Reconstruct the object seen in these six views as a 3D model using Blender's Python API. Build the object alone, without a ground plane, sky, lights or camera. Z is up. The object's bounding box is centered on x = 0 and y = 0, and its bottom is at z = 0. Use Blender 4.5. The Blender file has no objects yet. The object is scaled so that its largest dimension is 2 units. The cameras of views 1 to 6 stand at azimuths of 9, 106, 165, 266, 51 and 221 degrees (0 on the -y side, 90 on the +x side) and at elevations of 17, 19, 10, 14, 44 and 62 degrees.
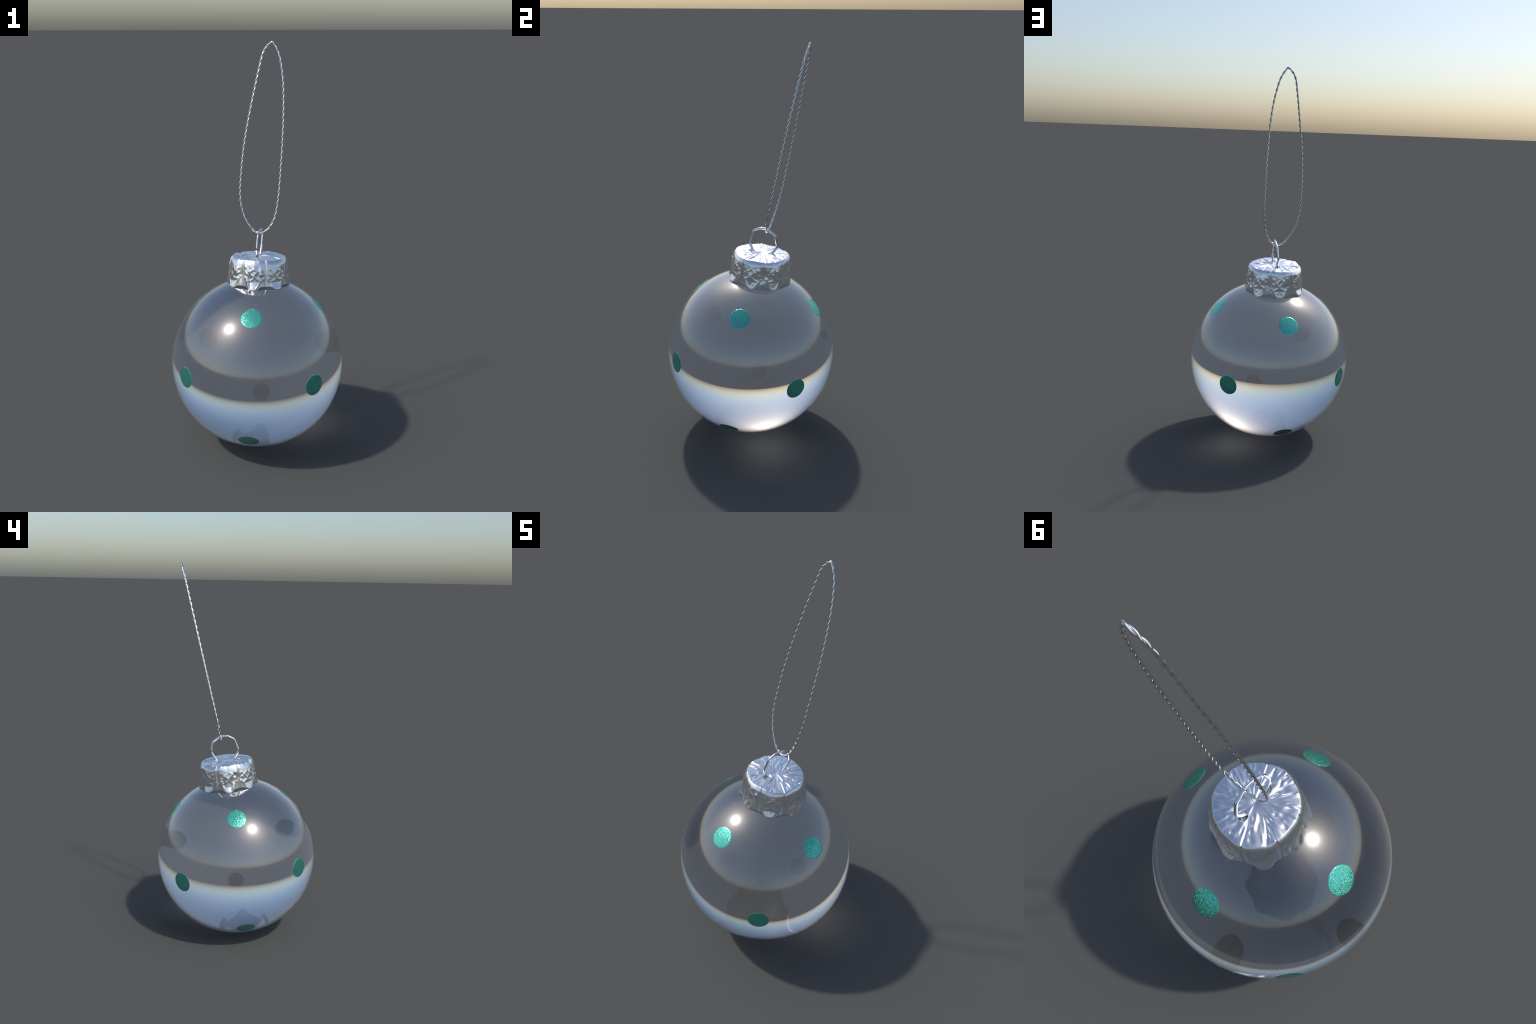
"""Clear glass Christmas bauble: solid globe with teal glitter dots, an embossed
silver foil cap, a bent wire hook and a hanging loop of two twisted wires."""
import bpy
import math
import random
import numpy as np
from mathutils import Matrix, Vector

TAU = 2 * math.pi
RADIUS = 0.4342                      # glass globe
CENTRE = Vector((0.0, 0.0, 0.4350))
TILT = math.radians(6.1)             # the bauble leans back towards +y
FRAME = Matrix.Translation(CENTRE) @ Matrix.Rotation(-TILT, 4, "X")   # bauble axis frame -> world


# ------------------------------------------------------------------ materials
def material(name):
    m = bpy.data.materials.new(name)
    m.use_nodes = True
    nt = m.node_tree
    return m, nt, nt.nodes["Principled BSDF"]


def node(nt, kind, **kw):
    n = nt.nodes.new(kind)
    for k, v in kw.items():
        setattr(n, k, v)
    return n


def object_coords(nt, scale):
    tc = node(nt, "ShaderNodeTexCoord")
    mp = node(nt, "ShaderNodeMapping")
    mp.inputs["Scale"].default_value = scale
    nt.links.new(tc.outputs["Object"], mp.inputs["Vector"])
    return mp.outputs["Vector"]


def glass_material():
    m, nt, p = material("clear_glass")
    p.inputs["Base Color"].default_value = (0.82, 0.82, 0.82, 1)
    p.inputs["Roughness"].default_value = 0.02
    p.inputs["Coat Weight"].default_value = 1.0
    p.inputs["Coat Roughness"].default_value = 0.19
    p.inputs["IOR"].default_value = 1.89
    p.inputs["Transmission Weight"].default_value = 1.0
    return m


def glitter_material():
    """Metallic teal flakes, each tipped its own way, so they sparkle one by one."""
    m, nt, p = material("teal_glitter_foil")
    v = object_coords(nt, (1, 1, 1))
    cells = node(nt, "ShaderNodeTexVoronoi")
    cells.inputs["Scale"].default_value = 430
    nt.links.new(v, cells.inputs["Vector"])
    hue = node(nt, "ShaderNodeSeparateColor")
    nt.links.new(cells.outputs["Color"], hue.inputs["Color"])
    ramp = node(nt, "ShaderNodeValToRGB")
    ramp.color_ramp.elements[0].position, ramp.color_ramp.elements[0].color = 0.0, (0.09, 0.47, 0.36, 1)
    ramp.color_ramp.elements[1].position, ramp.color_ramp.elements[1].color = 1.0, (0.16, 0.68, 0.53, 1)
    nt.links.new(hue.outputs[0], ramp.inputs["Fac"])
    nt.links.new(ramp.outputs["Color"], p.inputs["Base Color"])
    centred = node(nt, "ShaderNodeVectorMath", operation="SUBTRACT")
    centred.inputs[1].default_value = (0.5, 0.5, 0.5)
    nt.links.new(cells.outputs["Color"], centred.inputs[0])
    scaled = node(nt, "ShaderNodeVectorMath", operation="SCALE")
    scaled.inputs["Scale"].default_value = 0.27
    nt.links.new(centred.outputs[0], scaled.inputs[0])
    geo = node(nt, "ShaderNodeNewGeometry")
    tipped = node(nt, "ShaderNodeVectorMath", operation="ADD")
    nt.links.new(geo.outputs["Normal"], tipped.inputs[0])
    nt.links.new(scaled.outputs[0], tipped.inputs[1])
    unit = node(nt, "ShaderNodeVectorMath", operation="NORMALIZE")
    nt.links.new(tipped.outputs[0], unit.inputs[0])
    nt.links.new(unit.outputs[0], p.inputs["Normal"])
    p.inputs["Metallic"].default_value = 0.82
    p.inputs["Roughness"].default_value = 0.16
    return m


def lightened_underside_material():
    """Dot undersides, coloured pale to weaken their dark ghost reflections in the glass."""
    m, nt, p = material("dot_underside_lightened")
    p.inputs["Base Color"].default_value = (0.85, 0.88, 0.87, 1)
    p.inputs["Roughness"].default_value = 0.8
    return m


def silver_material(name, colour, rough, grain=0.0):
    m, nt, p = material(name)
    p.inputs["Metallic"].default_value = 1.0
    p.inputs["Roughness"].default_value = rough
    v = object_coords(nt, (1, 1, 1))
    n = node(nt, "ShaderNodeTexNoise")
    n.inputs["Scale"].default_value = 45
    n.inputs["Detail"].default_value = 4
    nt.links.new(v, n.inputs["Vector"])
    ramp = node(nt, "ShaderNodeValToRGB")
    ramp.color_ramp.elements[0].position, ramp.color_ramp.elements[0].color = 0.35, (*[c * 0.93 for c in colour], 1)
    ramp.color_ramp.elements[1].position, ramp.color_ramp.elements[1].color = 0.65, (*colour, 1)
    nt.links.new(n.outputs["Fac"], ramp.inputs["Fac"])
    nt.links.new(ramp.outputs["Color"], p.inputs["Base Color"])
    if grain:
        bump = node(nt, "ShaderNodeBump")
        bump.inputs["Strength"].default_value = grain
        bump.inputs["Distance"].default_value = 0.002
        nt.links.new(n.outputs["Fac"], bump.inputs["Height"])
        nt.links.new(bump.outputs["Normal"], p.inputs["Normal"])
    return m


# ------------------------------------------------------------------ helpers
def mesh_object(name, verts, faces, mat, parent, matrix=Matrix()):
    me = bpy.data.meshes.new(name)
    me.from_pydata([tuple(map(float, v)) for v in verts], [], faces)
    me.validate()
    me.polygons.foreach_set("use_smooth", [True] * len(me.polygons))
    me.materials.append(mat)
    o = bpy.data.objects.new(name, me)
    bpy.context.scene.collection.objects.link(o)
    o.parent = parent
    o.matrix_world = matrix
    return o


def grid_faces(rows, cols, wrap=True, start=0, flip=False):
    f = []
    for i in range(rows - 1):
        for j in range(cols if wrap else cols - 1):
            a, b = start + i * cols + j, start + i * cols + (j + 1) % cols
            c, d = b + cols, a + cols
            f.append((d, c, b, a) if flip else (a, b, c, d))
    return f


def spline(points, n, closed=False):
    """Catmull-Rom through control points, n samples in all, roughly even in arc length."""
    p = np.array(points, float)
    k = len(p)
    idx = (lambda i: i % k) if closed else (lambda i: min(max(i, 0), k - 1))
    out = []
    for s in range(k if closed else k - 1):
        a, b, c, d = (p[idx(s + o)] for o in (-1, 0, 1, 2))
        for t in np.linspace(0, 1, 40, endpoint=False):
            out.append(0.5 * (2 * b + (c - a) * t + (2 * a - 5 * b + 4 * c - d) * t * t + (3 * b - a - 3 * c + d) * t ** 3))
    out.append(p[0] if closed else p[-1])
    out = np.array(out)
    arc = np.concatenate([[0], np.cumsum(np.linalg.norm(np.diff(out, axis=0), axis=1))])
    at = np.linspace(0, arc[-1], n, endpoint=not closed)
    return np.stack([np.interp(at, arc, out[:, i]) for i in range(3)], 1), arc[-1]


def tube(path, radii, sides, closed, up, twist=None, squash=1.0):
    """Sweep a round section along a path; returns verts, faces."""
    n = len(path)
    if closed:
        tan = np.roll(path, -1, 0) - np.roll(path, 1, 0)
    else:
        tan = np.gradient(path, axis=0)
    tan /= np.linalg.norm(tan, axis=1)[:, None]
    side = np.cross(tan, up)
    side /= np.linalg.norm(side, axis=1)[:, None]
    nor = np.cross(side, tan)
    verts = []
    for i in range(n):
        for j in range(sides):
            a = TAU * j / sides + (twist[i] if twist is not None else 0)
            verts.append(path[i] + radii[i] * (math.cos(a) * side[i] + squash * math.sin(a) * nor[i]))
    faces = grid_faces(n, sides)
    if closed:
        for j in range(sides):
            faces.append(((n - 1) * sides + j, (n - 1) * sides + (j + 1) % sides, (j + 1) % sides, j))
    else:
        faces.append(tuple(range(sides))[::-1])
        faces.append(tuple((n - 1) * sides + j for j in range(sides)))
    return verts, [f[::-1] for f in faces]


def smooth(x, a, b):
    t = np.clip((x - a) / (b - a), 0, 1)
    return t * t * (3 - 2 * t)


# ------------------------------------------------------------------ globe
def build_globe(parent, mat):
    rings, cols = 128, 256
    verts, faces = [(0, 0, RADIUS)], []
    for i in range(1, rings):
        t = math.pi * i / rings
        for j in range(cols):
            a = TAU * j / cols
            verts.append((RADIUS * math.sin(t) * math.cos(a), RADIUS * math.sin(t) * math.sin(a), RADIUS * math.cos(t)))
    verts.append((0, 0, -RADIUS))
    last = len(verts) - 1
    faces += [(0, 1 + j, 1 + (j + 1) % cols) for j in range(cols)]
    faces += grid_faces(rings - 1, cols, start=1, flip=False)
    faces = [f if len(f) == 3 else (f[3], f[2], f[1], f[0]) for f in faces]
    base = 1 + (rings - 2) * cols
    faces += [(last, base + (j + 1) % cols, base + j) for j in range(cols)]
    return mesh_object("glass_globe", verts, faces, mat, parent, FRAME)


# dots sit in three rows of four round the bauble's own axis: azimuth, latitude (degrees)
DOT_ROWS = [(45.0, (3.4, 91.4, 182.3, 273.2)), (-0.2, (47.2, 137.6, 227.2, 316.9)), (-44.5, (2.2, 91.9, 183.9, 271.5))]
DOT_RADIUS = 0.0507


def build_dots(globe, mat, lightened_underside):
    rings, cols, lift, sink = 14, 64, 0.0007, -0.0003
    span = DOT_RADIUS / RADIUS
    prof = [(span * i / rings, RADIUS + lift * (1 - 0.25 * smooth(i / rings, 0.85, 1.0))) for i in range(1, rings + 1)]
    prof.append((span * 1.003, RADIUS + lift * 0.55))
    prof.append((span * 1.002, RADIUS - sink))
    verts = [(0, 0, RADIUS + lift)]
    for t, r in prof:
        verts += [(r * math.sin(t) * math.cos(TAU * j / cols), r * math.sin(t) * math.sin(TAU * j / cols), r * math.cos(t)) for j in range(cols)]
    faces = [(0, 1 + j, 1 + (j + 1) % cols) for j in range(cols)]
    faces += [f[::-1] for f in grid_faces(len(prof), cols, start=1, flip=False)]
    bottom = len(verts)
    verts.append((0, 0, RADIUS - sink))
    base = 1 + (len(prof) - 1) * cols
    faces += [(bottom, base + (j + 1) % cols, base + j) for j in range(cols)]
    first = None
    for lat, azimuths in DOT_ROWS:
        for az in azimuths:
            a, e = math.radians(az), math.radians(lat)
            d = Vector((math.cos(e) * math.sin(a), -math.cos(e) * math.cos(a), math.sin(e)))
            turn = FRAME @ d.to_track_quat("Z", "Y").to_matrix().to_4x4()
            if first is None:
                o = first = mesh_object("glitter_dot", verts, faces, mat, globe, turn)
                o.data.materials.append(lightened_underside)
                for f in o.data.polygons:
                    if all(o.data.vertices[i].co.length < RADIUS + 0.00032 for i in f.vertices):
                        f.material_index = 1
            else:
                o = first.copy()
                bpy.context.scene.collection.objects.link(o)
                o.parent = globe
                o.matrix_world = turn


# ------------------------------------------------------------------ cap
PANELS = 8
CAP_TOP, SEAM_FOOT, TIP_FOOT = 0.5470, 0.4185, 0.4020
CAP_FRAME = Matrix.Translation((0.0, 0.0035, 0.0)) @ FRAME   # the cap is pushed on a little askew


HOOK_FEET = ((0.0005, 0.0150, 0.978), (0.0016, 0.1080, 0.970))


def cap_emboss(p, q):
    """Raised foil pattern of one panel: p across (-1..1 seam to seam), q down the wall (0..1)."""
    # chain of lozenges: a zigzag pair of ribs that meet on the panel's middle line
    knots_q = [0.14, 0.25, 0.40, 0.555, 0.76, 0.95]
    knots_p = [0.33, 0.00, 0.33, 0.00, 0.55, 0.30]
    line = np.interp(q, knots_q, knots_p)
    gate = smooth(q, 0.14, 0.26) * (1 - smooth(q, 0.90, 0.99))
    h = 0.0021 * np.exp(-((np.abs(p) - line) * 0.75 / 0.095) ** 2) * gate
    # studs beside and inside the lozenges
    for sq, sp, amp in ((0.31, 0.66, 0.9), (0.51, 0.60, 1.3), (0.69, 0.76, 0.9), (0.80, 0.14, 0.9)):
        h = h + 0.0016 * amp * np.exp(-(((np.abs(p) - sp) / 0.13) ** 2 + ((q - sq) / 0.048) ** 2))
    return h


def around(phi, a):
    return (phi - a + math.pi) % TAU - math.pi


def build_cap(parent, mat):
    rng = random.Random(11)
    cols = PANELS * 96
    phi = np.arange(cols) * TAU / cols                     # azimuth; panel middles at multiples of 45 degrees
    panel = (phi / (TAU / PANELS) + 0.5) % 1.0 * 2 - 1      # -1..1 inside each panel
    which = np.floor(phi / (TAU / PANELS) + 0.5).astype(int) % PANELS
    seam = 1 - np.abs(panel)                               # 0 at a seam
    # crumples of the top disc: long radial folds, and short dimples crowding towards the rim
    folds = []
    for k in range(34):
        r0 = rng.choice((0.0, 0.025, 0.04, 0.055, 0.07))
        folds.append((TAU * (k + rng.uniform(-0.5, 0.5)) / 34, r0, rng.uniform(max(r0 + 0.045, 0.08), 0.175),
                      rng.choice((-1, 1)) * rng.uniform(0.0012, 0.0034), rng.uniform(0.08, 0.28), rng.uniform(-4.0, 4.0)))
    dimples = [(rng.uniform(0, TAU), rng.uniform(0.05, 0.136), rng.choice((-1, 1)) * rng.uniform(0.0009, 0.0024),
                rng.uniform(0.0035, 0.007), rng.uniform(0.006, 0.016)) for k in range(120)]
    wob = [1 + 0.034 * rng.uniform(-1, 1) for _ in range(16)]
    lift = [0.0030 * rng.uniform(-1, 1) for _ in range(16)]
    corner = phi / (TAU / 16)
    ci = np.floor(corner).astype(int) % 16
    cf = corner - np.floor(corner)

    def rim(values):                                       # sixteen uneven corners with straight runs between
        v = np.array(values)
        return v[ci] * (1 - cf) + v[(ci + 1) % 16] * cf
    poly, wave = rim(wob), rim(lift)
    flat = 0.1325

    def top(r):
        u = r / flat
        z = CAP_TOP - 0.003 * math.exp(-(r / 0.012) ** 2) - 0.0040 * u ** 6 + wave * u ** 3
        for a, r0, r1, amp, w, bend in folds:
            z = z + amp * np.exp(-(around(phi, a + bend * (r - 0.07)) / (0.55 * w)) ** 2) * float(smooth(r, r0, r0 + 0.03) * (1 - smooth(r, r1 - 0.03, r1)))
        for a, rc, amp, wa, wr in dimples:
            z = z + amp * np.exp(-(around(phi, a) * r / wa) ** 2 - ((r - rc) / wr) ** 2)
        return z - 0.0028 * np.exp(-((seam * r * 0.39) / 0.0022) ** 2) * float(smooth(u, 0.40, 0.75))
    feet = [CAP_FRAME.inverted() @ Vector(f) for f in HOOK_FEET]

    def punched(r):                                        # torn holes where the wire goes in
        h = np.zeros(cols)
        for f, push in zip(feet, (-1, 1)):
            x, y = r * np.sin(phi) - f.x, -r * np.cos(phi) - f.y - push * 0.006
            h = h + 0.017 * np.exp(-(np.sqrt((x / 0.013) ** 2 + (y / 0.016) ** 2)) ** 6)
        return h
    rows = []
    for r in np.concatenate([[0.0008], np.linspace(0.003, flat, 84)]):
        rows.append((r * (1 + (poly - 1) * min(1, r / flat / 0.6)), top(r) - punched(r)))
    edge = rows[-1][1]
    # wall ----------------------------------------------------
    tips = np.array([rng.uniform(-1, 1) for _ in range(PANELS)])
    flare = np.array([0.007, 0.010, 0.004, 0.008, 0.005, 0.011, 0.006, 0.008])
    skew = np.array([rng.uniform(-0.10, 0.10) for _ in range(PANELS)])
    strength = np.array([rng.uniform(0.45, 1.0) for _ in range(PANELS)])
    p = panel + skew[which] * (1 - panel ** 2)
    tongue = 1 - smooth(np.abs(p), 0.15, 0.66)
    foot = SEAM_FOOT + (TIP_FOOT - SEAM_FOOT) * tongue + 0.0035 * tips[which] * tongue
    dents = [(rng.uniform(0, TAU), rng.uniform(0.25, 0.95), rng.uniform(-1, 1) * 0.0040, rng.uniform(0.04, 0.10), rng.uniform(0.08, 0.30)) for _ in range(60)]
    groove = np.exp(-((seam * 0.057) / 0.0030) ** 2)
    crown = 0.0042 * (1 - panel ** 2)                       # each panel bulges a little
    for q in np.concatenate([np.linspace(0.012, 0.18, 18), np.linspace(0.19, 1.0, 84)]):
        z = edge - q * (edge - foot)
        r = flat + 0.0098 * (1 - (1 - min(q / 0.20, 1)) ** 2.4) + 0.0087 * q
        r = r * poly ** (1 - q) + crown * float(smooth(q, 0.05, 0.45))
        r = r - 0.0050 * groove * float(smooth(q, 0.0, 0.1))
        pw = p + 0.10 * np.sin(3.1 * phi + 7 * q) * (1 - panel ** 2)      # the stamping wandered
        qw = q + 0.030 * np.sin(5.3 * phi + 1.7) + 0.022 * np.sin(11.7 * phi + 4 * q)
        r = r + strength[which] * cap_emboss(pw, qw)
        r = r + flare[which] * tongue * float(smooth(q, 0.75, 1.0))
        for a, dq, amp, wa, wq in dents:
            r = r + amp * np.exp(-(around(phi, a) / wa) ** 2 - ((q - dq) / wq) ** 2) * float(smooth(q, 0.1, 0.3))
        rows.append((r, z))
    # folded edge and inner skin
    r, z = rows[-1]
    rows.append((r - 0.0012, z - 0.0012))
    rows.append((r - 0.0045, z + 0.0005))
    for q in (0.5, 0.9):
        rows.append((r * (1 - q) + 0.130 * q, z * (1 - q) + 0.520 * q))
    rows.append((np.full(cols, 0.002), np.full(cols, 0.526)))
    verts = []
    sx, sy = np.sin(phi), -np.cos(phi)
    for r, z in rows:
        r = r + np.zeros(cols)
        verts += list(zip(r * sx, r * sy, z))
    faces = grid_faces(len(rows), cols, flip=True)
    faces.append(tuple(range(cols)))
    faces.append(tuple((len(rows) - 1) * cols + j for j in range(cols))[::-1])
    return mesh_object("foil_cap", verts, faces, mat, parent, CAP_FRAME)


# ------------------------------------------------------------------ wire hook
def build_hook(cap, mat):
    bends = [(0.0005, 0.034, 0.9600), (0.0005, 0.0150, 0.978), (-0.0006, -0.0085, 1.0290), (0.0010, 0.0155, 1.0905),
             (0.0045, 0.0520, 1.1075), (0.0090, 0.0900, 1.1050), (0.0080, 0.1300, 1.0750), (0.0030, 0.1415, 1.0180),
             (0.0016, 0.1080, 0.970), (0.0016, 0.088, 0.952)]
    thick = [0.0095, 0.0090, 0.0056, 0.0046, 0.0056, 0.0064, 0.0064, 0.0066, 0.0098, 0.0100]
    b = np.array(bends)
    path, rad = [], []
    for i in range(len(b)):                                  # straight runs with tight bends, as hand-bent wire has
        for t in ((-0.22, -0.12, 0, 0.12, 0.22, 0.5) if 0 < i < len(b) - 1 else (0,)):
            j = min(max(i + (1 if t > 0 else -1), 0), len(b) - 1)
            k = abs(t)
            corner = b[i] * (1 - k) + b[j] * k
            if abs(t) < 0.2:
                other = b[min(max(i + (-1 if t > 0 else 1), 0), len(b) - 1)]
                pull = 0.05 if t == 0 else 0.015
                corner = corner + pull * ((b[j] - b[i]) + (other - b[i])) * 0.7
            path.append(corner)
            rad.append(thick[i] * (1 - k) + thick[j] * k)
    path = np.array(path)
    twist = np.linspace(0, 3.0, len(path))
    verts, faces = tube(path, rad, 6, False, np.array([1.0, 0.0, 0.0]), twist, 0.9)
    return mesh_object("wire_hook", verts, faces, mat, cap)


# ------------------------------------------------------------------ hanging loop
LOOP_FOOT = np.array([-0.01241, 0.08570, 1.08364])
LOOP_UP = np.array([0.04600, 0.21934, 0.97457])
LOOP_ACROSS = np.array([0.99892, -0.00395, -0.04626])
# outline in the loop's own plane: across, up
LOOP_OUTLINE = [(-0.003, 0.936), (-0.0288, 0.9112), (-0.0427, 0.8822), (-0.051, 0.8408), (-0.0656, 0.7451), (-0.0813, 0.6298),
                (-0.0945, 0.5202), (-0.1033, 0.4071), (-0.1060, 0.2872), (-0.1035, 0.1963), (-0.0916, 0.1287), (-0.0649, 0.0655),
                (-0.0233, 0.0165), (0.0172, 0.0049), (0.0565, 0.0331), (0.0811, 0.0938), (0.0894, 0.1854), (0.0905, 0.2760),
                (0.0893, 0.3788), (0.0868, 0.4811), (0.0825, 0.5828), (0.0743, 0.6900), (0.0626, 0.7777), (0.0429, 0.8615),
                (0.0285, 0.8975), (0.0122, 0.9227)]


def build_loop(parent, mat):
    pts = [LOOP_FOOT + a * LOOP_ACROSS + u * LOOP_UP for a, u in LOOP_OUTLINE]
    n, turns = 1280, 33
    path, length = spline(pts, n, closed=True)
    tan = np.roll(path, -1, 0) - np.roll(path, 1, 0)
    tan /= np.linalg.norm(tan, axis=1)[:, None]
    normal = np.cross(LOOP_ACROSS, LOOP_UP)
    normal /= np.linalg.norm(normal)
    side = np.cross(tan, normal)
    holder = bpy.data.objects.new("hanging_loop", None)
    holder.empty_display_size = 0.05
    bpy.context.scene.collection.objects.link(holder)
    holder.parent = parent
    holder.location = LOOP_FOOT
    bpy.context.view_layer.update()
    for s in range(2):
        a = np.linspace(0, TAU * turns, n, endpoint=False) + math.pi * s
        helix = path + 0.0027 * (np.cos(a)[:, None] * side - np.sin(a)[:, None] * normal[None])
        verts, faces = tube(helix, np.full(n, 0.0028), 8, True, normal)
        verts = [np.array(v) - LOOP_FOOT for v in verts]
        mesh_object("twisted_wire", verts, faces, mat, holder, Matrix.Translation(LOOP_FOOT))


# ------------------------------------------------------------------ assembly
def main():
    root = bpy.data.objects.new("christmas_ornament", None)
    root.empty_display_size = 0.1
    bpy.context.scene.collection.objects.link(root)
    root["label"] = "clear glass bauble with teal glitter dots and silver cap"
    root["category"] = "christmas ornament"
    glass = glass_material()
    glitter = glitter_material()
    foil = silver_material("silver_foil", (0.94, 0.945, 0.965), 0.30)
    wire = silver_material("silver_wire", (0.86, 0.87, 0.88), 0.17)
    globe = build_globe(root, glass)
    build_dots(globe, glitter, lightened_underside_material())
    cap = build_cap(root, foil)
    build_hook(cap, wire)
    build_loop(root, wire)


main()
